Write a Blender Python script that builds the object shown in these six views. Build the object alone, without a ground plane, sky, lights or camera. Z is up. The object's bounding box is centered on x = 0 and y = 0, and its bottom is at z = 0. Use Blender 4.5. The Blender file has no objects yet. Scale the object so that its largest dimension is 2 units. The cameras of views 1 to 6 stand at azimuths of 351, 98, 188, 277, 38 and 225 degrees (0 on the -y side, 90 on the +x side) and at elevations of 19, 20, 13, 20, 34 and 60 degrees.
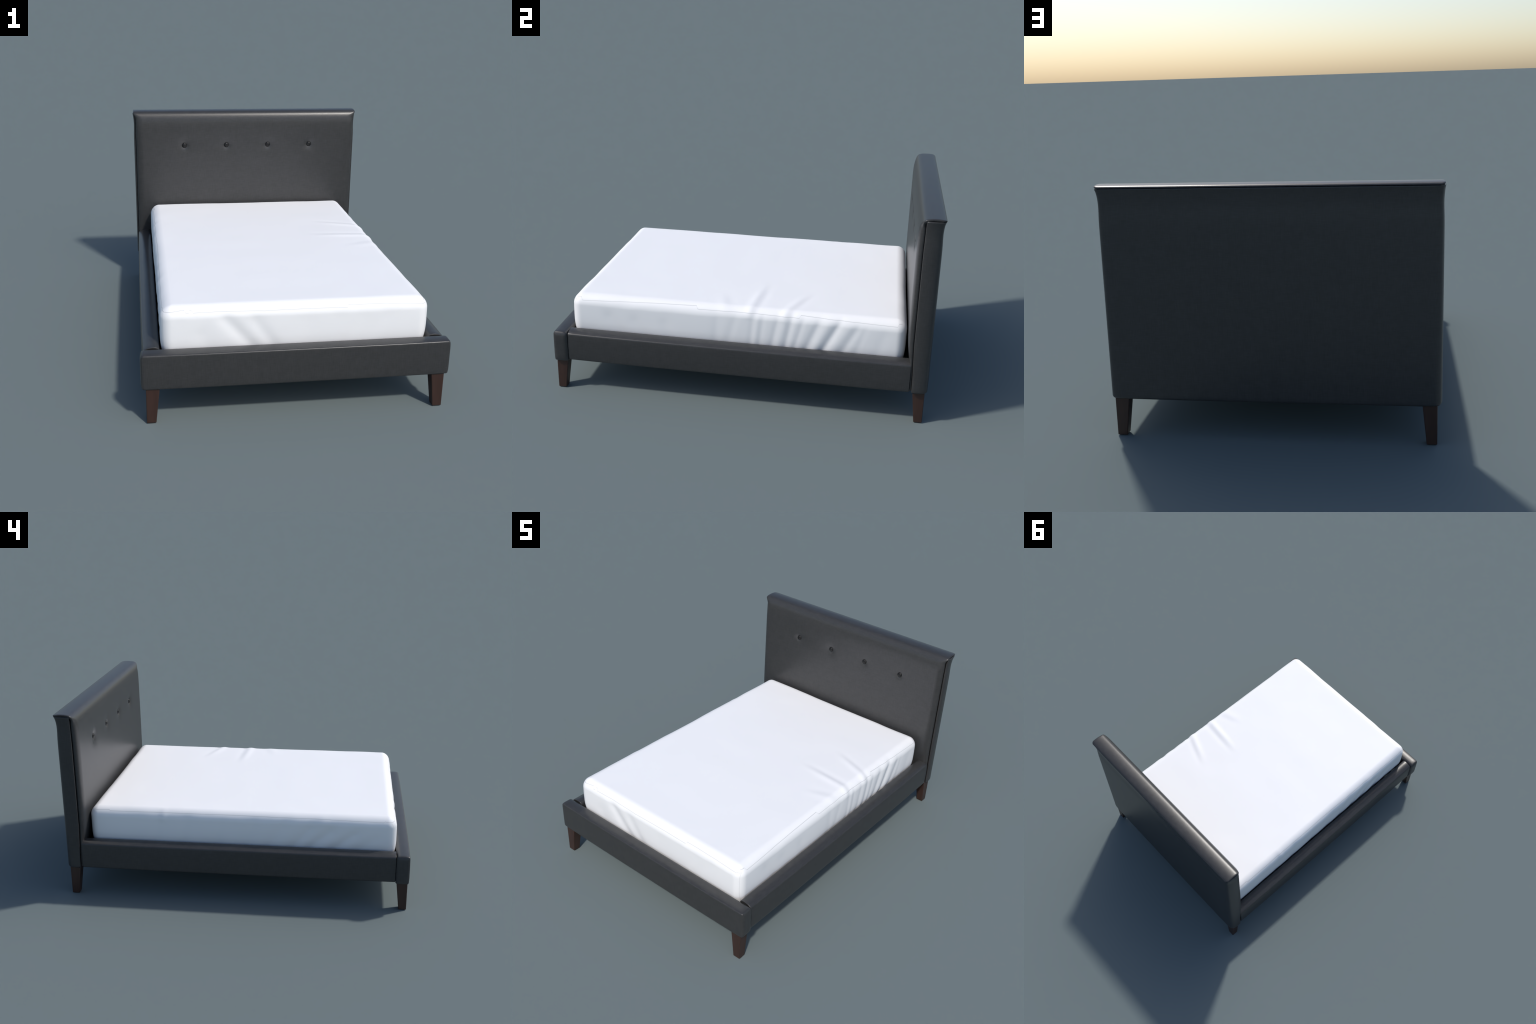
"""Upholstered platform bed with a white covered mattress, built part by part.

Frame: x = width (headboard seen from -y), -y = foot end, +y = head end, z up.
"""
import bpy
import numpy as np
from math import radians, pi

# ------------------------------------------------------------------ helpers
def link(obj, parent=None):
    bpy.context.scene.collection.objects.link(obj)
    if parent is not None:
        obj.parent = parent
    return obj


def finish_mesh(name, verts, faces, mat, parent=None, sharp=50):
    me = bpy.data.meshes.new(name)
    me.from_pydata([tuple(map(float, v)) for v in verts], [], faces)
    me.validate()
    me.update()
    me.shade_smooth()
    me.set_sharp_from_angle(angle=radians(sharp))
    me.materials.append(mat)
    return link(bpy.data.objects.new(name, me), parent)


def grid_faces(nu, nv, close_u=False, flip=False):
    out = []
    for i in range(nu if close_u else nu - 1):
        j = (i + 1) % nu
        for k in range(nv - 1):
            f = (i * nv + k, j * nv + k, j * nv + k + 1, i * nv + k + 1)
            out.append(f[::-1] if flip else f)
    return out


def smooth_path(pts, step=0.004, closed=False, rounds=3):
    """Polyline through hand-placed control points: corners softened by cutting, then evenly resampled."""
    p = np.array(pts, float)
    for _ in range(rounds):
        if closed:
            q = np.roll(p, -1, 0)
            p = np.stack([0.75 * p + 0.25 * q, 0.25 * p + 0.75 * q], 1).reshape(-1, p.shape[1])
        else:
            a, b = p[:-1], p[1:]
            mid = np.stack([0.75 * a + 0.25 * b, 0.25 * a + 0.75 * b], 1).reshape(-1, p.shape[1])
            p = np.vstack([p[:1], mid[1:-1], p[-1:]])
    if closed:
        p = np.vstack([p, p[:1]])
    d = np.r_[0, np.cumsum(np.linalg.norm(np.diff(p, axis=0), axis=1))]
    n = max(4, int(round(d[-1] / step)))
    t = np.linspace(0, d[-1], n + 1)
    r = np.stack([np.interp(t, d, p[:, c]) for c in range(p.shape[1])], 1)
    return r[:-1] if closed else r


def tangent_normals(p, closed=False):
    if closed:
        t = np.roll(p, -1, 0) - np.roll(p, 1, 0)
    else:
        t = np.gradient(p, axis=0)
    t /= np.linalg.norm(t, axis=1)[:, None]
    return np.stack([-t[:, 1], t[:, 0]], 1)      # left of the direction of travel


def edge_steps(half, roll, fine=7, step=0.012):
    """Positions from -half to +half, dense in the rolled borders."""
    k = np.linspace(0, pi / 2, fine)
    rim = half - roll * (1 - np.sin(k))           # from half-roll to half
    n = max(2, int(2 * (half - roll) / step))
    mid = np.linspace(-(half - roll), half - roll, n + 1)[1:-1]
    return np.r_[-rim[::-1], mid, rim]


def roll_off(d, r):
    """Sinking of a cushion surface near its border: quarter circle of radius r."""
    d = np.clip(d, 0, r)
    return r - np.sqrt(np.maximum(r * r - (r - d) ** 2, 0))


def value_noise(p, scale, seed):
    """Smooth 3D value noise in -1..1, seeded by a hash."""
    q = p * scale
    i = np.floor(q).astype(np.int64)
    f = q - i
    f = f * f * f * (f * (f * 6 - 15) + 10)
    out = 0
    for dx in (0, 1):
        for dy in (0, 1):
            for dz in (0, 1):
                h = (i[:, 0] + dx) * 374761393 + (i[:, 1] + dy) * 668265263 + (i[:, 2] + dz) * 2147483647 + seed * 1274126177
                h = (h ^ (h >> 13)) * 1274126177 & 0xFFFFFFFF
                h = (h ^ (h >> 16)) & 0xFFFF
                w = (f[:, 0] if dx else 1 - f[:, 0]) * (f[:, 1] if dy else 1 - f[:, 1]) * (f[:, 2] if dz else 1 - f[:, 2])
                out = out + w * (h / 32767.5 - 1)
    return out


# ---------------------------------------------------------------- materials
class Nodes:
    def __init__(self, name):
        self.mat = bpy.data.materials.new(name)
        self.mat.use_nodes = True
        self.nt = self.mat.node_tree
        self.nt.nodes.clear()
        out = self.nt.nodes.new("ShaderNodeOutputMaterial")
        self.bsdf = self.nt.nodes.new("ShaderNodeBsdfPrincipled")
        self.nt.links.new(self.bsdf.outputs[0], out.inputs[0])
        self.coord = self.nt.nodes.new("ShaderNodeTexCoord").outputs["Object"]

    def put(self, sock, v):
        if isinstance(v, bpy.types.NodeSocket):
            self.nt.links.new(v, sock)
        else:
            sock.default_value = v

    def math(self, op, a, b=0.0, c=None):
        n = self.nt.nodes.new("ShaderNodeMath")
        n.operation = op
        self.put(n.inputs[0], a)
        self.put(n.inputs[1], b)
        if c is not None:
            self.put(n.inputs[2], c)
        return n.outputs[0]

    def noise(self, stretch, detail=2.0, rough=0.5):
        m = self.nt.nodes.new("ShaderNodeMapping")
        m.inputs["Scale"].default_value = stretch
        self.put(m.inputs["Vector"], self.coord)
        n = self.nt.nodes.new("ShaderNodeTexNoise")
        n.inputs["Scale"].default_value = 1.0
        n.inputs["Detail"].default_value = detail
        n.inputs["Roughness"].default_value = rough
        self.put(n.inputs["Vector"], m.outputs[0])
        return n.outputs[0]

    def ramp(self, fac, stops, interp="LINEAR"):
        n = self.nt.nodes.new("ShaderNodeValToRGB")
        n.color_ramp.interpolation = interp
        el = n.color_ramp.elements
        while len(el) > 1:
            el.remove(el[-1])
        for i, (pos, col) in enumerate(stops):
            e = el[0] if i == 0 else el.new(pos)
            e.position = pos
            e.color = (*col, 1) if len(col) == 3 else col
        self.put(n.inputs[0], fac)
        return n.outputs[0]

    def mix(self, fac, a, b):
        n = self.nt.nodes.new("ShaderNodeMix")
        n.data_type = "RGBA"
        self.put(n.inputs[0], fac)
        self.put(n.inputs[6], a)
        self.put(n.inputs[7], b)
        return n.outputs[2]

    def bump(self, height, strength, distance):
        n = self.nt.nodes.new("ShaderNodeBump")
        n.inputs["Strength"].default_value = strength
        n.inputs["Distance"].default_value = distance
        self.put(n.inputs["Height"], height)
        self.put(self.bsdf.inputs["Normal"], n.outputs[0])

    def xyz(self):
        n = self.nt.nodes.new("ShaderNodeSeparateXYZ")
        self.put(n.inputs[0], self.coord)
        return n.outputs


FABRIC = (0.0395, 0.0395, 0.0400)


def fabric_material(name, tone=1.0, rough=0.335):
    """Charcoal woven upholstery with a slight leathery sheen."""
    m = Nodes(name)
    across = m.noise((28, 28, 330), 3.0, 0.6)
    along = m.noise((330, 330, 28), 3.0, 0.6)
    weave = m.math("MULTIPLY_ADD", m.math("ADD", across, along), 0.5, 0.0)
    slub = m.noise((26, 26, 26), 3.0, 0.6)
    fac = m.math("MULTIPLY_ADD", slub, 0.2, m.math("MULTIPLY", weave, 0.8))
    lo = tuple(c * tone * 0.75 for c in FABRIC)
    hi = tuple(c * tone * 1.25 for c in FABRIC)
    m.put(m.bsdf.inputs["Base Color"], m.ramp(fac, [(0.34, lo), (0.66, hi)]))
    m.put(m.bsdf.inputs["Roughness"], m.math("MULTIPLY_ADD", weave, 0.10, rough - 0.05))
    m.bsdf.inputs["Specular IOR Level"].default_value = 0.5
    m.bump(weave, 0.35, 0.0008)
    return m.mat


def wood_material(name, dark, light, rough=0.42):
    m = Nodes(name)
    grain = m.noise((60, 60, 6), 4.0, 0.6)
    fine = m.noise((420, 420, 18), 2.0)
    fac = m.math("MULTIPLY_ADD", fine, 0.35, m.math("MULTIPLY", grain, 0.65))
    m.put(m.bsdf.inputs["Base Color"], m.ramp(fac, [(0.35, dark), (0.65, light)]))
    m.bsdf.inputs["Roughness"].default_value = rough
    m.bump(fine, 0.12, 0.0004)
    return m.mat


def mattress_material():
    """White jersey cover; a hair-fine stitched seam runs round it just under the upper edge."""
    m = Nodes("white_mattress_cover")
    knit = m.noise((500, 500, 500), 2.0)
    x, y, z = m.xyz()
    white = m.ramp(knit, [(0.3, (0.950, 0.948, 0.952)), (0.7, (0.970, 0.968, 0.972))])
    grey = (0.60, 0.60, 0.61, 1)

    def level(coord, lo, hi, stops):
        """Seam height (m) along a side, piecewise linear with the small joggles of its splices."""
        t = m.math("DIVIDE", m.math("SUBTRACT", coord, lo), hi - lo)
        f = m.ramp(t, [((a - lo) / (hi - lo), ((b - 0.48) / 0.04,) * 3) for a, b in stops])
        return m.math("MULTIPLY_ADD", f, 0.04, 0.48)

    right = level(y, -0.92, 0.87, [(-0.90, .5035), (-0.859, .507), (-0.857, .493), (-0.45, .507), (-0.2295, .5105), (-0.2275, .4966), (0.04, .500), (0.311, .495), (0.313, .508), (0.484, .501), (0.818, .494), (0.820, .507), (0.86, .502)])
    left = level(y, -0.92, 0.87, [(-0.90, .4965), (-0.845, .503), (-0.843, .498), (-0.55, .5015), (-0.53, .5030), (-0.30, .5025), (0.10, .5042), (0.45, .5035), (0.738, .5020), (0.740, .508), (0.86, .506)])
    front = level(x, -0.63, 0.63, [(-0.59, .499), (-0.53, .505), (-0.508, .506), (-0.5065, .4935), (-0.489, .494), (-0.4875, .5055), (-0.478, .506), (-0.4765, .4945), (-0.30, .496), (-0.168, .4925), (-0.150, .4915), (-0.14, .4925), (0.10, .493), (0.232, .4915), (0.234, .501), (0.45, .500), (0.60, .492)])

    def near(a, b, w):
        d = m.math("ABSOLUTE", m.math("SUBTRACT", a, b))
        n = m.nt.nodes.new("ShaderNodeMapRange")
        n.interpolation_type = "SMOOTHSTEP"
        m.put(n.inputs[0], d)
        n.inputs[1].default_value = w * 0.4
        n.inputs[2].default_value = w
        n.inputs[3].default_value = 1.0
        n.inputs[4].default_value = 0.0
        return n.outputs[0]

    W = 0.0017
    on_front = m.math("LESS_THAN", y, -0.893)
    on_side = m.math("SUBTRACT", 1.0, on_front)
    is_right = m.math("MULTIPLY", on_side, m.math("GREATER_THAN", x, 0.595))
    is_left = m.math("MULTIPLY", on_side, m.math("LESS_THAN", x, -0.595))
    line = m.math("MULTIPLY", is_right, near(z, right, W))
    line = m.math("MAXIMUM", line, m.math("MULTIPLY", is_left, near(z, left, W)))
    line = m.math("MAXIMUM", line, m.math("MULTIPLY", m.math("MULTIPLY", on_front, m.math("LESS_THAN", m.math("ABSOLUTE", x), 0.606)), near(z, front, W)))
    # upright corner seams below it
    corner = near(m.math("SUBTRACT", m.math("ABSOLUTE", x), 0.6075), 0.0, 0.0012)
    corner = m.math("MULTIPLY", corner, m.math("MULTIPLY", m.math("LESS_THAN", z, 0.497), m.math("LESS_THAN", y, -0.885)))
    line = m.math("MAXIMUM", line, m.math("MULTIPLY", corner, 0.6))
    m.put(m.bsdf.inputs["Base Color"], m.mix(m.math("MULTIPLY", line, 0.75), white, grey))
    m.bsdf.inputs["Roughness"].default_value = 0.55
    m.bsdf.inputs["Specular IOR Level"].default_value = 0.45
    m.bump(knit, 0.05, 0.0004)
    return m.mat


fabric = fabric_material("charcoal_upholstery")
button_fabric = fabric_material("charcoal_button_cover", 0.28, 0.36)
button_fabric.node_tree.nodes["Principled BSDF"].inputs["Specular IOR Level"].default_value = 0.3
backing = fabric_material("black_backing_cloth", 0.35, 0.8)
leg_wood = wood_material("dark_walnut", (0.0355, 0.0165, 0.0115), (0.0510, 0.0245, 0.0178))
slat_wood = wood_material("plain_slat_wood", (0.06, 0.045, 0.03), (0.09, 0.07, 0.05), 0.7)
white = mattress_material()

# ------------------------------------------------------------------ the bed
bed = link(bpy.data.objects.new("bed", None))
bed["label"] = "charcoal upholstered low bed with white mattress and buttoned headboard"
bed["category"] = "bed"

# ---- headboard: inner frame, front panel wrapped over the top, cover round sides and back
FRONT_Y = 0.867
SEAM_X = 0.6980
BUTTON_Z = 0.891
BUTTON_X = [-0.396, -0.128, 0.139, 0.409]
BUTTON_Y = 0.8760


def box(name, lo, hi, mat, parent=None, bevel=0.0):
    lo, hi = np.array(lo, float), np.array(hi, float)
    v = [(lo, hi)[(i >> 2) & 1][0:1].tolist() + (lo, hi)[(i >> 1) & 1][1:2].tolist() + (lo, hi)[i & 1][2:3].tolist() for i in range(8)]
    f = [(0, 1, 3, 2), (4, 6, 7, 5), (0, 4, 5, 1), (2, 3, 7, 6), (0, 2, 6, 4), (1, 5, 7, 3)]
    ob = finish_mesh(name, v, f, mat, parent, 30)
    if bevel:
        b = ob.modifiers.new("edge", "BEVEL")
        b.width, b.segments = bevel, 3
    return ob


headboard = box("headboard", (-0.690, 0.903, 0.182), (0.690, 0.980, 1.084), backing, bed)


def front_seam_y(z):
    """Where the front panel meets the side cover, by height."""
    return np.interp(z, [0.17, 0.26, 0.34, 0.44, 0.95, 1.06, 1.10], [0.8985, 0.8975, 0.8945, 0.8910, 0.8915, 0.8940, 0.8985])


def headboard_front():
    path = smooth_path([(0.905, 0.178), (0.894, 0.1735), (0.889, 0.175), (0.887, 0.192), (0.8865, 0.29), (0.884, 0.325), (0.878, 0.37), (0.871, 0.42), (0.8675, 0.47), (FRONT_Y, 0.60), (FRONT_Y, 0.95),
                        (0.8680, 1.025), (0.8725, 1.058), (0.8800, 1.0800), (0.8905, 1.0955), (0.906, 1.1035), (0.945, 1.1070), (0.978, 1.1050), (0.9940, 1.1005),
                        (0.9980, 1.0970), (0.9960, 1.0935), (0.980, 1.0925)], 0.006)
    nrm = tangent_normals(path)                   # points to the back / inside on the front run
    top = np.clip((path[:, 1] - 1.06) / 0.035, 0, 1)
    rows = []
    xs = edge_steps(1.0, 0.05, 9, 0.0085)
    rim = int(np.argmax(path[:, 0])) - 1
    for idx, ((y, z), n, tp) in enumerate(zip(path, nrm, top)):
        half = SEAM_X + 0.0140 * tp * tp
        if y > 0.974 and z > 1.05:               # rounded back corners of the top
            half -= 0.024 - np.sqrt(0.024 ** 2 - min(y - 0.974, 0.0235) ** 2)
        x = xs * half
        depth = (1 - tp) * (front_seam_y(z) - min(y, 0.886)) + tp * 0.004
        d = half - np.abs(x)
        r = 0.044 * (1 - tp) + 0.009 * tp
        o = roll_off(d, r) / r * max(depth, 0.004)
        if z > 1.085 and y > 0.985:
            o = o * 0.4
        # inside lies to the right of the run up the front and back over the top
        iy, iz = -n[0], -n[1]
        if idx > rim:
            o, iy, iz = o * 0, -0.3, -0.95
        Y, Z = y + o * iy, z + o * iz
        # buttons pull the padding in
        for bx in BUTTON_X:
            if abs(z - BUTTON_Z) < 0.16 and y < 0.9:
                rr = np.hypot(x - bx, (z - BUTTON_Z) * 1.0)
                Y = Y + 0.0150 * np.exp(-np.maximum(rr - 0.004, 0) / 0.015) + 0.0022 * np.exp(-(rr / 0.055) ** 2)
        # tucked seam allowance at both ends
        tuck = [(-half + 0.012, 0.016), (-half + 0.0040, 0.008)]
        e = o[0]
        pre = [(tx, y + (e + k) * iy, z + (e + k) * iz) for tx, k in tuck]
        row = pre + list(zip(x, Y, Z)) + [(-a, b, c) for a, b, c in pre[::-1]]
        rows.append(row)
    nv = len(rows[0])
    v = [p for r in rows for p in r]
    return finish_mesh("headboard_front_panel", v, grid_faces(len(rows), nv, flip=True), fabric, headboard, 60)


def headboard_cover():
    half = [(0.6885, 0.914), (0.6975, 0.9050), (0.7030, 0.900), (0.7085, 0.903), (0.7120, 0.922), (0.7110, 0.950), (0.7035, 0.975), (0.688, 0.9875),
            (0.655, 0.9905), (0.50, 0.9920), (0.0, 0.9930)]
    plan = np.array(half + [(-x, y) for x, y in half[-2::-1]])
    plan = smooth_path(plan, 0.0045, rounds=2)
    nrm = tangent_normals(plan)                   # travelling +x front -> back -> -x: inside is on the left
    s = np.linspace(0, 1, len(plan))
    end = np.minimum(s, 1 - s) < 0.012
    levels = []                                   # (z, outward offset, inset)
    for k in np.linspace(0, pi / 2, 6):           # bottom roll
        levels.append((0.1730 + 0.012 * (1 - np.sin(k)), -0.012 * (1 - np.cos(k)) - 0.0))
    levels = levels[::-1]
    bottom = [(0.1730, -0.055), (0.1730, -0.030)]
    zs = np.r_[np.linspace(0.20, 1.00, 60), np.linspace(1.01, 1.0885, 22)]
    body = [(z, 0.0) for z in zs]
    lips = [(1.0905, -0.0004), (1.0925, -0.002), (1.0925, -0.006), (1.090, -0.016)]
    rows = []
    bot = sorted(levels, key=lambda q: -q[1])[::-1]
    for z, o in bottom + [(0.1730 + 0.012 * (1 - np.cos(k)), -0.012 * (1 - np.sin(k))) for k in np.linspace(0, pi / 2, 6)] + body + lips:
        flare = 0.0075 * np.exp(-max(1.088 - z, 0) / 0.021)
        flare_f = np.where(end, 0.0, flare)
        back = np.clip((plan[:, 1] - 0.95) / 0.03, 0, 1)
        waist = 0.0025 * np.exp(-((z - 1.02) / 0.05) ** 2)
        corner = np.abs(nrm[:, 0] * nrm[:, 1]) * 2     # the lip draws out to a point at the back corners
        off = o + flare_f * (0.62 + 0.2 * back + 0.75 * corner * back) - waist
        off = np.where(end, np.clip(o, -0.012, 0), off)
        p = plan - nrm * off[:, None]
        # follow the waving front seam
        w = np.clip((0.94 - plan[:, 1]) / 0.035, 0, 1)
        p[:, 1] += w * (front_seam_y(z) + 0.0062 - 0.900)
        rows.append([(a, b, z) for a, b in p])
    v = [p for r in rows for p in r]
    return finish_mesh("headboard_back_cover", v, grid_faces(len(rows), len(plan)), fabric, headboard, 60)


headboard_front()
headboard_cover()


def lathe(name, profile, mat, n=28):
    """Turned dome; axis along -y."""
    v, f = [], []
    for r, h in profile:
        v += [(r * np.cos(2 * pi * k / n), -h, r * np.sin(2 * pi * k / n)) for k in range(n)]
    m = len(profile)
    for i in range(m - 1):
        for k in range(n):
            f.append((i * n + k, i * n + (k + 1) % n, (i + 1) * n + (k + 1) % n, (i + 1) * n + k))
    v.append((0, -profile[-1][1] - 0.0002, 0))
    for k in range(n):
        f.append(((m - 1) * n + k, (m - 1) * n + (k + 1) % n, m * n))
    ob = finish_mesh(name, v, f, mat, headboard, 60)
    return ob


R = 0.0150
dome = [(R * 0.86, -0.006), (R * 0.97, -0.0025)] + [(R * np.cos(a), 0.0075 * np.sin(a)) for a in np.linspace(0, pi / 2 * 0.96, 9)]
button = lathe("button", dome, button_fabric)
button.location = (BUTTON_X[0], BUTTON_Y, BUTTON_Z)
for bx in BUTTON_X[1:]:
    b = button.copy()
    link(b, headboard)
    b.location = (bx, BUTTON_Y, BUTTON_Z)


# ---- footboard and side rails: a padded beam is a closed profile swept along its length
def padded_beam(name, profile, half_len, centre, axis, roll, parent, crown=0.0, outer_sign=-1, step=0.0035, sweep=0.02):
    """profile: closed (depth, z) loop; swept along x (axis 'x') or y (axis 'y')."""
    nrm = tangent_normals(profile, True)
    c = profile.mean(0)
    inward = np.sign(np.sum(nrm * (c - profile), 1))[:, None] * nrm
    t = edge_steps(half_len, roll, 6, sweep)
    rows = []
    for a in [-half_len + 0.004] + list(t) + [half_len - 0.004]:
        o = float(roll_off(half_len - abs(a), roll)) if a in t else roll + 0.007
        p = profile + inward * o
        if crown:
            bulge = crown * (1 - min(1, abs(a) / half_len) ** 4)
            w = np.clip((np.abs(profile[:, 0] - c[0]) - 0.028) / 0.006, 0, 1) * (np.sign(profile[:, 0] - c[0]) == outer_sign)
            p = p.copy()
            p[:, 0] += outer_sign * bulge * w
        rows.append([((a + centre), d, z) if axis == "x" else (d, a + centre, z) for d, z in p])
    n = len(profile)
    v = [q for r in rows for q in r]
    f = grid_faces(len(rows), n)
    f += [(i * n + n - 1, (i + 1) * n + n - 1, (i + 1) * n, i * n)[::-1] for i in range(len(rows) - 1)]
    f.append(tuple(range(n)))
    f.append(tuple(range((len(rows) - 1) * n, len(rows) * n))[::-1])
    ob = finish_mesh(name, v, f, fabric, parent, 55)
    fix_normals(ob)
    return ob


def fix_normals(ob):
    import bmesh
    bm = bmesh.new()
    bm.from_mesh(ob.data)
    bmesh.ops.recalc_face_normals(bm, faces=bm.faces)
    bm.to_mesh(ob.data)
    bm.free()


FOOT_X = 0.7015
foot_loop = smooth_path([(-0.930, 0.1680), (-0.960, 0.1680), (-0.984, 0.1680), (-0.9915, 0.1692), (-0.9935, 0.1750), (-0.9950, 0.200), (-0.9955, 0.25), (-0.9945, 0.305),
                         (-0.9938, 0.3250), (-0.9930, 0.3330), (-0.9885, 0.3360), (-0.972, 0.3388), (-0.952, 0.3390), (-0.934, 0.3375), (-0.922, 0.3310),
                         (-0.9185, 0.315), (-0.9180, 0.29), (-0.9180, 0.20), (-0.9180, 0.1750), (-0.921, 0.1690)], 0.0032, closed=True, rounds=2)
footboard = padded_beam("footboard", foot_loop, FOOT_X, 0.0, "x", 0.0035, bed, crown=0.0035, outer_sign=-1, sweep=0.02)


def end_panel(sign):
    c = np.array([(-0.957), 0.252])
    v, f = [], []
    n = len(foot_loop)
    span = np.abs(foot_loop - c).max(0)
    rings = [(0.955, -0.010), (0.970, -0.005), (0.976, -0.001)] + [(k, 0.0) for k in (0.965, 0.95, 0.92, 0.88, 0.82, 0.74, 0.64, 0.5, 0.34, 0.17)]
    for k, h in rings:
        p = c + (foot_loop - c) * np.array([k, 0.5 + 0.5 * k if k > 0.9 else (0.95 * k / 0.9)])
        u, w = np.abs((p - c) / span).T
        pillow = 0.0120 * (1 - np.clip(u, 0, 1) ** 5) * (1 - np.clip(w, 0, 1) ** 8) if h == 0 else h
        v += [(sign * (FOOT_X + x), a, b) for x, (a, b) in zip(np.broadcast_to(pillow, len(p)), p)]
    for i in range(len(rings) - 1):
        for k in range(n):
            f.append((i * n + k, i * n + (k + 1) % n, (i + 1) * n + (k + 1) % n, (i + 1) * n + k))
    v.append((sign * (FOOT_X + 0.0120), c[0], c[1]))
    for k in range(n):
        f.append(((len(rings) - 1) * n + k, (len(rings) - 1) * n + (k + 1) % n, len(v) - 1))
    ob = finish_mesh("footboard_end_panel", v, f, fabric, footboard, 60)
    fix_normals(ob)
    # normals of an open sheet: make sure they look outwards
    if ob.data.polygons[-1].normal.x * sign < 0:
        ob.data.flip_normals()
    return ob


for sg in (1, -1):
    end_panel(sg)

rail_half = [(0.660, 0.1750), (0.690, 0.1750), (0.6985, 0.1758), (0.7010, 0.182), (0.7025, 0.21), (0.7030, 0.25), (0.7020, 0.295), (0.7000, 0.3190), (0.6985, 0.3250),
             (0.6950, 0.3285), (0.682, 0.3355), (0.666, 0.3395), (0.648, 0.3402), (0.634, 0.3375), (0.6255, 0.329), (0.6230, 0.314), (0.6225, 0.28), (0.6225, 0.20), (0.6225, 0.1750)]
RAIL_Y0, RAIL_Y1 = -0.9172, 0.8945
for sg in (1, -1):
    loop = smooth_path([(sg * a, b) for a, b in rail_half], 0.0032, closed=True, rounds=2)
    rail = padded_beam("side_rail", loop, (RAIL_Y1 - RAIL_Y0) / 2, (RAIL_Y1 + RAIL_Y0) / 2, "y", 0.0025, bed, crown=0.0040, outer_sign=sg, sweep=0.03)
    box("slat_ledge", (min(sg * 0.588, sg * 0.6220), -0.918, 0.178), (max(sg * 0.588, sg * 0.6220), 0.866, 0.196), backing, rail)

# ---- dark board across the gap behind the mattress
box("head_gap_dark_board", (-0.6215, 0.8670, 0.180), (0.6215, 0.8840, 0.300), backing, bed, 0.003)

# ---- slats under the mattress
slat = box("slat", (-0.605, -0.0205, 0.0), (0.605, 0.0205, 0.010), slat_wood, bed, 0.002)
SLAT_PITCH, SLAT_FIRST = 0.0802, -0.897
for k in range(22):
    s = slat if k == 0 else link(slat.copy(), bed)
    s.location = (0, SLAT_FIRST + SLAT_PITCH * k, 0.1965)


# ---- legs: square, tapering on the two inner faces
def make_leg():
    top, foot, h = 0.063, 0.0435, 0.182
    z = [0.0, h]
    v = []
    for w, zz in ((foot, 0.0), (top, h)):
        v += [(0, 0, zz), (-w, 0, zz), (-w, w, zz), (0, w, zz)]      # outer corner at the origin, inwards is -x, +y
    f = [(0, 3, 2, 1)[::-1], (4, 5, 6, 7)[::-1], (0, 1, 5, 4)[::-1], (1, 2, 6, 5)[::-1], (2, 3, 7, 6)[::-1], (3, 0, 4, 7)[::-1]]
    ob = finish_mesh("leg", v, f, leg_wood, bed, 30)
    fix_normals(ob)
    b = ob.modifiers.new("edge", "BEVEL")
    b.width, b.segments, b.limit_method = 0.0035, 3, "ANGLE"
    return ob


leg = make_leg()
LEGS = [(0.6915, -0.9880, 0), (0.6915, 0.9755, 90), (-0.6915, 0.9755, 180), (-0.6915, -0.9880, 270)]
for k, (lx, ly, rot) in enumerate(LEGS):
    ob = leg if k == 0 else link(leg.copy(), bed)
    ob.location = (lx, ly, 0)
    ob.rotation_euler = (0, 0, radians(rot))


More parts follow.
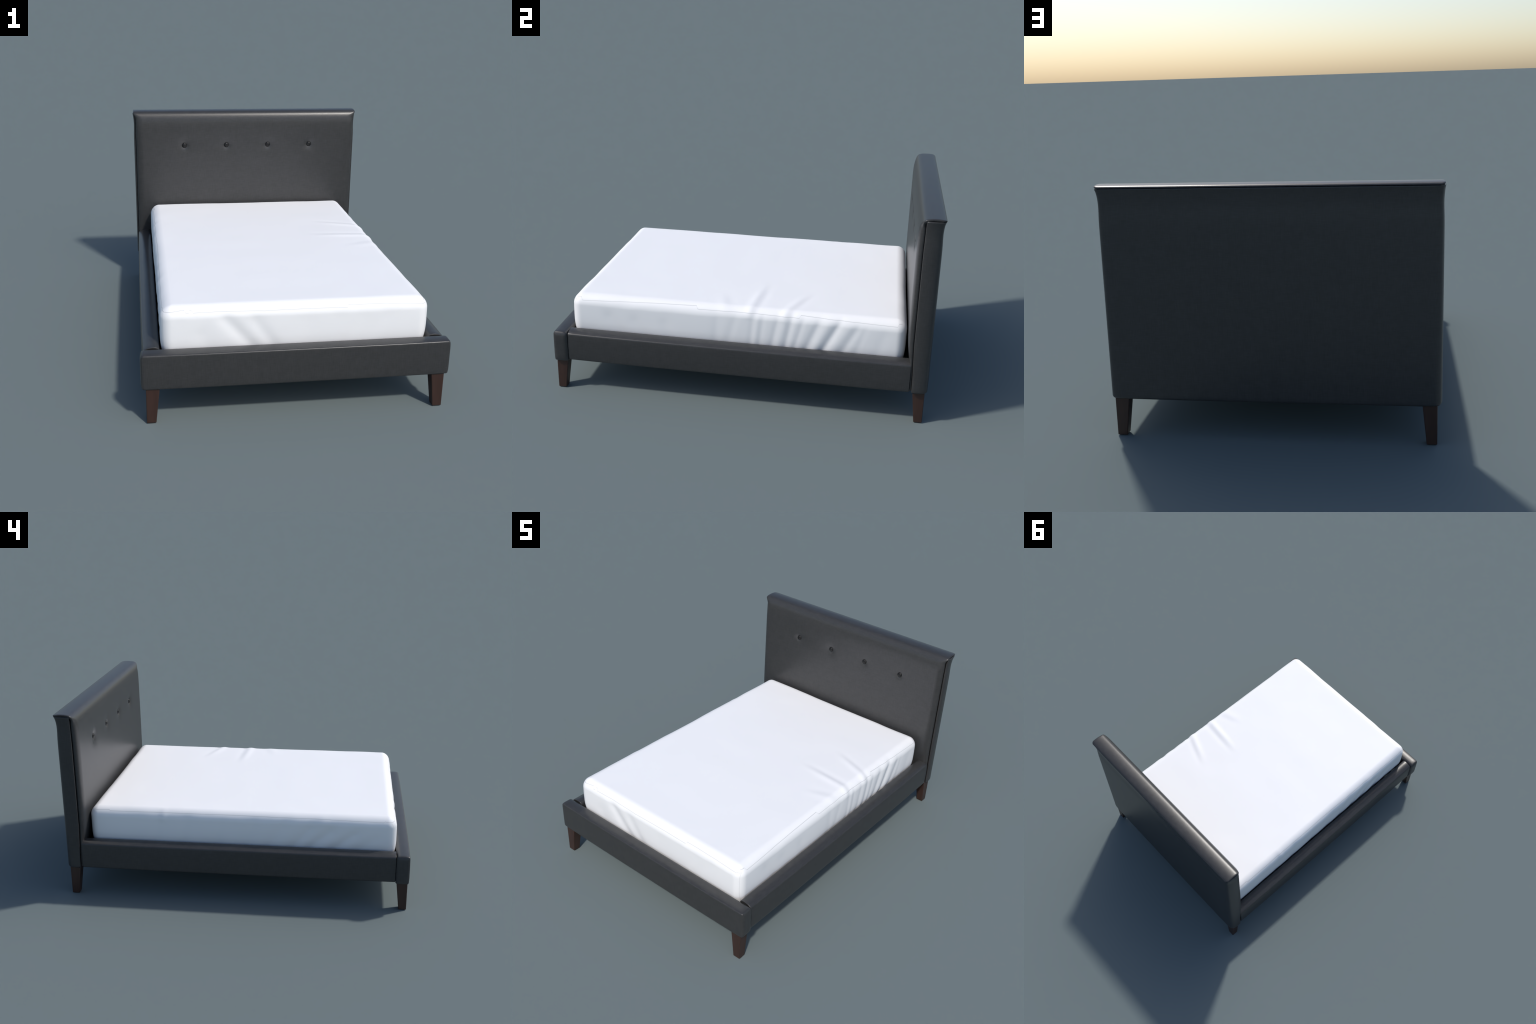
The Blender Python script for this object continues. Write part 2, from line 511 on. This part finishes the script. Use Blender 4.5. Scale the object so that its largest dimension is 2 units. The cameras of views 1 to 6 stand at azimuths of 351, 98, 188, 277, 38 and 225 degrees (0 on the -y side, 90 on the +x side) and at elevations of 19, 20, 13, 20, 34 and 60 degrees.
# ---- mattress: rounded block, fine grid, folds pressed in by rule
def build_mattress():
    lo = np.array([-0.6190, -0.9175, 0.208])
    hi = np.array([0.6215, 0.8620, 0.5225])
    rv, rt, rb = 0.052, 0.058, 0.040             # upright corners, upper edge, lower edge

    def axis(a, b, step, ra, rc):
        n = int((b - a - ra - rc) / step)
        return np.r_[np.linspace(a, a + ra, 12), np.linspace(a + ra, b - rc, n + 1)[1:-1], np.linspace(b - rc, b, 12)]

    X, Y, Z = axis(lo[0], hi[0], 0.007, rt, rt), axis(lo[1], hi[1], 0.0065, rt, rt), axis(lo[2], hi[2], 0.006, rb, rt)
    ids, verts, faces = {}, [], []

    def vid(i, j, k):
        key = (i, j, k)
        if key not in ids:
            ids[key] = len(verts)
            verts.append((X[i], Y[j], Z[k]))
        return ids[key]

    nx, ny, nz = len(X) - 1, len(Y) - 1, len(Z) - 1
    for i in range(nx):
        for j in range(ny):
            faces.append((vid(i, j, nz), vid(i + 1, j, nz), vid(i + 1, j + 1, nz), vid(i, j + 1, nz)))
            faces.append((vid(i, j, 0), vid(i, j + 1, 0), vid(i + 1, j + 1, 0), vid(i + 1, j, 0)))
    for i in range(nx):
        for k in range(nz):
            faces.append((vid(i, 0, k), vid(i + 1, 0, k), vid(i + 1, 0, k + 1), vid(i, 0, k + 1)))
            faces.append((vid(i, ny, k), vid(i, ny, k + 1), vid(i + 1, ny, k + 1), vid(i + 1, ny, k)))
    for j in range(ny):
        for k in range(nz):
            faces.append((vid(nx, j, k), vid(nx, j + 1, k), vid(nx, j + 1, k + 1), vid(nx, j, k + 1)))
            faces.append((vid(0, j, k), vid(0, j, k + 1), vid(0, j + 1, k + 1), vid(0, j + 1, k)))
    p = np.array(verts)
    # plan: round the upright corners
    c2, h2 = (lo[:2] + hi[:2]) / 2, (hi[:2] - lo[:2]) / 2
    w = p[:, :2] - c2
    core = np.clip(w, -(h2 - rv), h2 - rv)
    dd = w - core
    dist = np.linalg.norm(dd, axis=1)
    dd = dd * (np.abs(dd).max(1) / np.maximum(dist, 1e-9))[:, None]
    w = core + dd
    # distance to the outline and its outward direction
    qd = np.abs(w) - (h2 - rv)
    out2 = np.maximum(qd, 0)
    s_in = rv - np.linalg.norm(out2, axis=1) - np.minimum(qd.max(1), 0)
    g = np.where((qd > 0).any(1)[:, None], out2, np.where((qd[:, :1] > qd[:, 1:]), [[1.0, 0.0]], [[0.0, 1.0]]))
    g = g / np.maximum(np.linalg.norm(g, axis=1), 1e-9)[:, None] * np.sign(w)
    # section: round the upper and the lower edge
    z0 = p[:, 2]
    is_top, is_low = z0 > hi[2] - 1e-6, z0 < lo[2] + 1e-6
    th = np.full(len(p), pi / 2)                 # tilt of the normal from vertical
    up = np.ones(len(p))
    rr = np.full(len(p), rt)
    k_top = np.clip(1 - s_in / rt, 0, 1)
    k_low = np.clip(1 - s_in / rb, 0, 1)
    th = np.where(is_top, k_top * pi / 4, np.where(is_low, k_low * pi / 4, th))
    up = np.where(is_low, -1.0, up)
    side = ~(is_top | is_low)
    hi_band, lo_band = side & (z0 > hi[2] - rt), side & (z0 < lo[2] + rb)
    th = np.where(hi_band, pi / 2 - (z0 - hi[2] + rt) / rt * pi / 4, th)
    th = np.where(lo_band, pi / 2 - (lo[2] + rb - z0) / rb * pi / 4, th)
    up = np.where(lo_band, -1.0, up)
    rr = np.where(up < 0, rb, rt)
    banded = hi_band | lo_band | (is_top & (s_in < rt)) | (is_low & (s_in < rb))
    inset = rr * (1 - np.sin(th))
    new_xy = np.where(banded[:, None], w + g * (s_in - inset)[:, None], w)
    new_z = np.where(banded, np.where(up > 0, hi[2] - rt + rt * np.cos(th), lo[2] + rb - rb * np.cos(th)), z0)
    n = np.c_[g * np.sin(th)[:, None], np.cos(th) * up]
    p = np.c_[new_xy + c2, new_z]

    def ridge(u, v, a, b, width, fade=0.35, taper=0.0):
        """Soft crease along the segment a-b in the face plane: 1 on its line, fading off its ends."""
        a, b = np.array(a), np.array(b)
        L = np.linalg.norm(b - a)
        t = (b - a) / L
        s = (u - a[0]) * t[0] + (v - a[1]) * t[1]
        e = -(u - a[0]) * t[1] + (v - a[1]) * t[0]
        ends = np.exp(-(np.maximum(np.maximum(-s, s - L), 0) / (fade * L + 1e-6)) ** 2)
        if taper:                                # rises slowly from the first end
            k = np.clip((s / L + 0.15) / taper, 0, 1)
            ends = ends * k * k * (3 - 2 * k)
        return np.exp(-(e / width) ** 2) * ends

    x, y, z = p.T
    amount = np.zeros(len(p))
    wr, wl = np.clip(n[:, 0], 0, 1), np.clip(-n[:, 0], 0, 1)
    wf, wt = np.clip(-n[:, 1], 0, 1), np.clip(n[:, 2], 0, 1)
    # folds down the +x side: slack cover gathered towards the head end
    for a, b, w, dep in [((-0.022, .475), (-0.056, .35), .016, .0012), ((0.069, .470), (0.056, .33), .012, .0015), ((0.121, .465), (0.106, .33), .011, .0014),
                         ((0.195, .455), (0.168, .32), .012, .0022), ((0.268, .465), (0.240, .32), .012, .0032), ((0.325, .458), (0.288, .32), .011, .0020),
                         ((0.405, .455), (0.350, .32), .015, .0038), ((0.506, .457), (0.436, .32), .015, .0066), ((0.603, .447), (0.535, .32), .015, .0028),
                         ((0.650, .455), (0.612, .33), .014, .0012), ((-0.12, .45), (-0.13, .33), .018, .0012), ((-0.70, .41), (-0.63, .32), .022, .0026),
                         ((-0.56, .40), (-0.50, .32), .022, .0018), ((-0.40, .40), (-0.37, .32), .022, .0014), ((0.75, .43), (0.72, .33), .02, .0010)]:
        amount -= 0.92 * dep * wr * ridge(y, z, a, b, w * 1.35)
    for a, b, w, dep in [((0.095, .46), (0.08, .33), .010, .0014), ((0.235, .46), (0.205, .33), .011, .0018), ((0.455, .46), (0.395, .33), .013, .0028), ((0.56, .45), (0.49, .33), .014, .0022)]:
        amount += dep * 0.5 * wr * ridge(y, z, a, b, w * 1.35)
    # -x side: slanting drags towards the foot end
    for a, b, w, dep in [((-0.267, .449), (-0.19, .33), .022, .0026), ((-0.420, .436), (-0.33, .33), .022, .0038), ((-0.536, .425), (-0.43, .33), .022, .0046),
                         ((-0.669, .412), (-0.565, .325), .020, .0042), ((-0.795, .40), (-0.70, .325), .02, .0018), ((-0.10, .45), (-0.06, .33), .024, .0018),
                         ((0.09, .45), (0.11, .33), .022, .0014), ((0.29, .46), (0.31, .33), .026, .0018), ((0.45, .44), (0.47, .33), .022, .0014)]:
        amount -= 1.4 * dep * wl * ridge(y, z, a, b, w * 1.3)
    amount += 0.0022 * wl * ridge(y, z, (0.42, .52), (0.42, .47), .02)
    amount += 0.0018 * wl * ridge(y, z, (-0.50, .51), (-0.50, .48), .03)
    # foot end: two drags left of the middle, soft ones to the right
    for a, b, w, dep in [((-0.322, .452), (-0.215, .335), .018, .0058), ((-0.190, .440), (-0.115, .335), .018, .0036), ((-0.44, .39), (-0.40, .33), .022, .0018),
                         ((0.30, .44), (0.23, .34), .022, .0022), ((0.40, .44), (0.31, .34), .022, .0018), ((0.05, .43), (0.04, .34), .03, .0012), ((0.19, .44), (0.14, .34), .02, .0014)]:
        amount -= 0.95 * dep * wf * ridge(x, z, a, b, w * 1.7)
    # top: three pleats running in from the +x edge, each a ridge with a hollow behind it
    top_w = np.clip(wt * 1.6, 0, 1)
    for a, b, w, dep in [((0.262, 0.082), (0.590, 0.052), .014, .0042), ((0.335, 0.337), (0.600, 0.238), .014, .0040), ((0.42, -0.135), (0.60, -0.085), .018, .0020)]:
        amount += dep * top_w * ridge(x, y, a, b, w * 1.75, fade=0.30, taper=0.85)
        back = 0.034
        amount -= dep * 0.40 * top_w * ridge(x, y, (a[0], a[1] + back), (b[0] - 0.03, b[1] + back + 0.008), w * 1.6, fade=0.22, taper=0.7)
    # uneven tension: long soft swells, strongest along the rounded edge
    edge = np.clip(4 * wt * (1 - wt), 0, 1)
    amount += value_noise(p, 7.0, 3) * (0.0012 + 0.0010 * edge) + value_noise(p, 13.0, 8) * 0.0007 * edge
    amount += value_noise(p, 3.0, 5) * 0.0012
    # slightly plump sides, top sinking a touch to the rim
    amount += (wr + wl + wf) * 0.0015 * np.clip(1 - ((z - 0.40) / 0.10) ** 2, 0, 1)
    p = p + n * amount[:, None]
    # lower border drawn in where the cover is gathered under the block
    draw = np.clip((0.375 - p[:, 2]) / 0.13, 0, 1) ** 2 * 0.022
    p[:, 0] -= np.sign(p[:, 0]) * draw * (np.abs(n[:, 0]) > 0.3) * np.abs(n[:, 0])
    p[:, 1] -= np.sign(p[:, 1]) * draw * (np.abs(n[:, 1]) > 0.3) * np.abs(n[:, 1])
    me = bpy.data.meshes.new("mattress")
    me.from_pydata([tuple(v) for v in p.tolist()], [], faces)
    me.update()
    me.shade_smooth()
    me.materials.append(white)
    return link(bpy.data.objects.new("mattress", me), bed)


build_mattress()
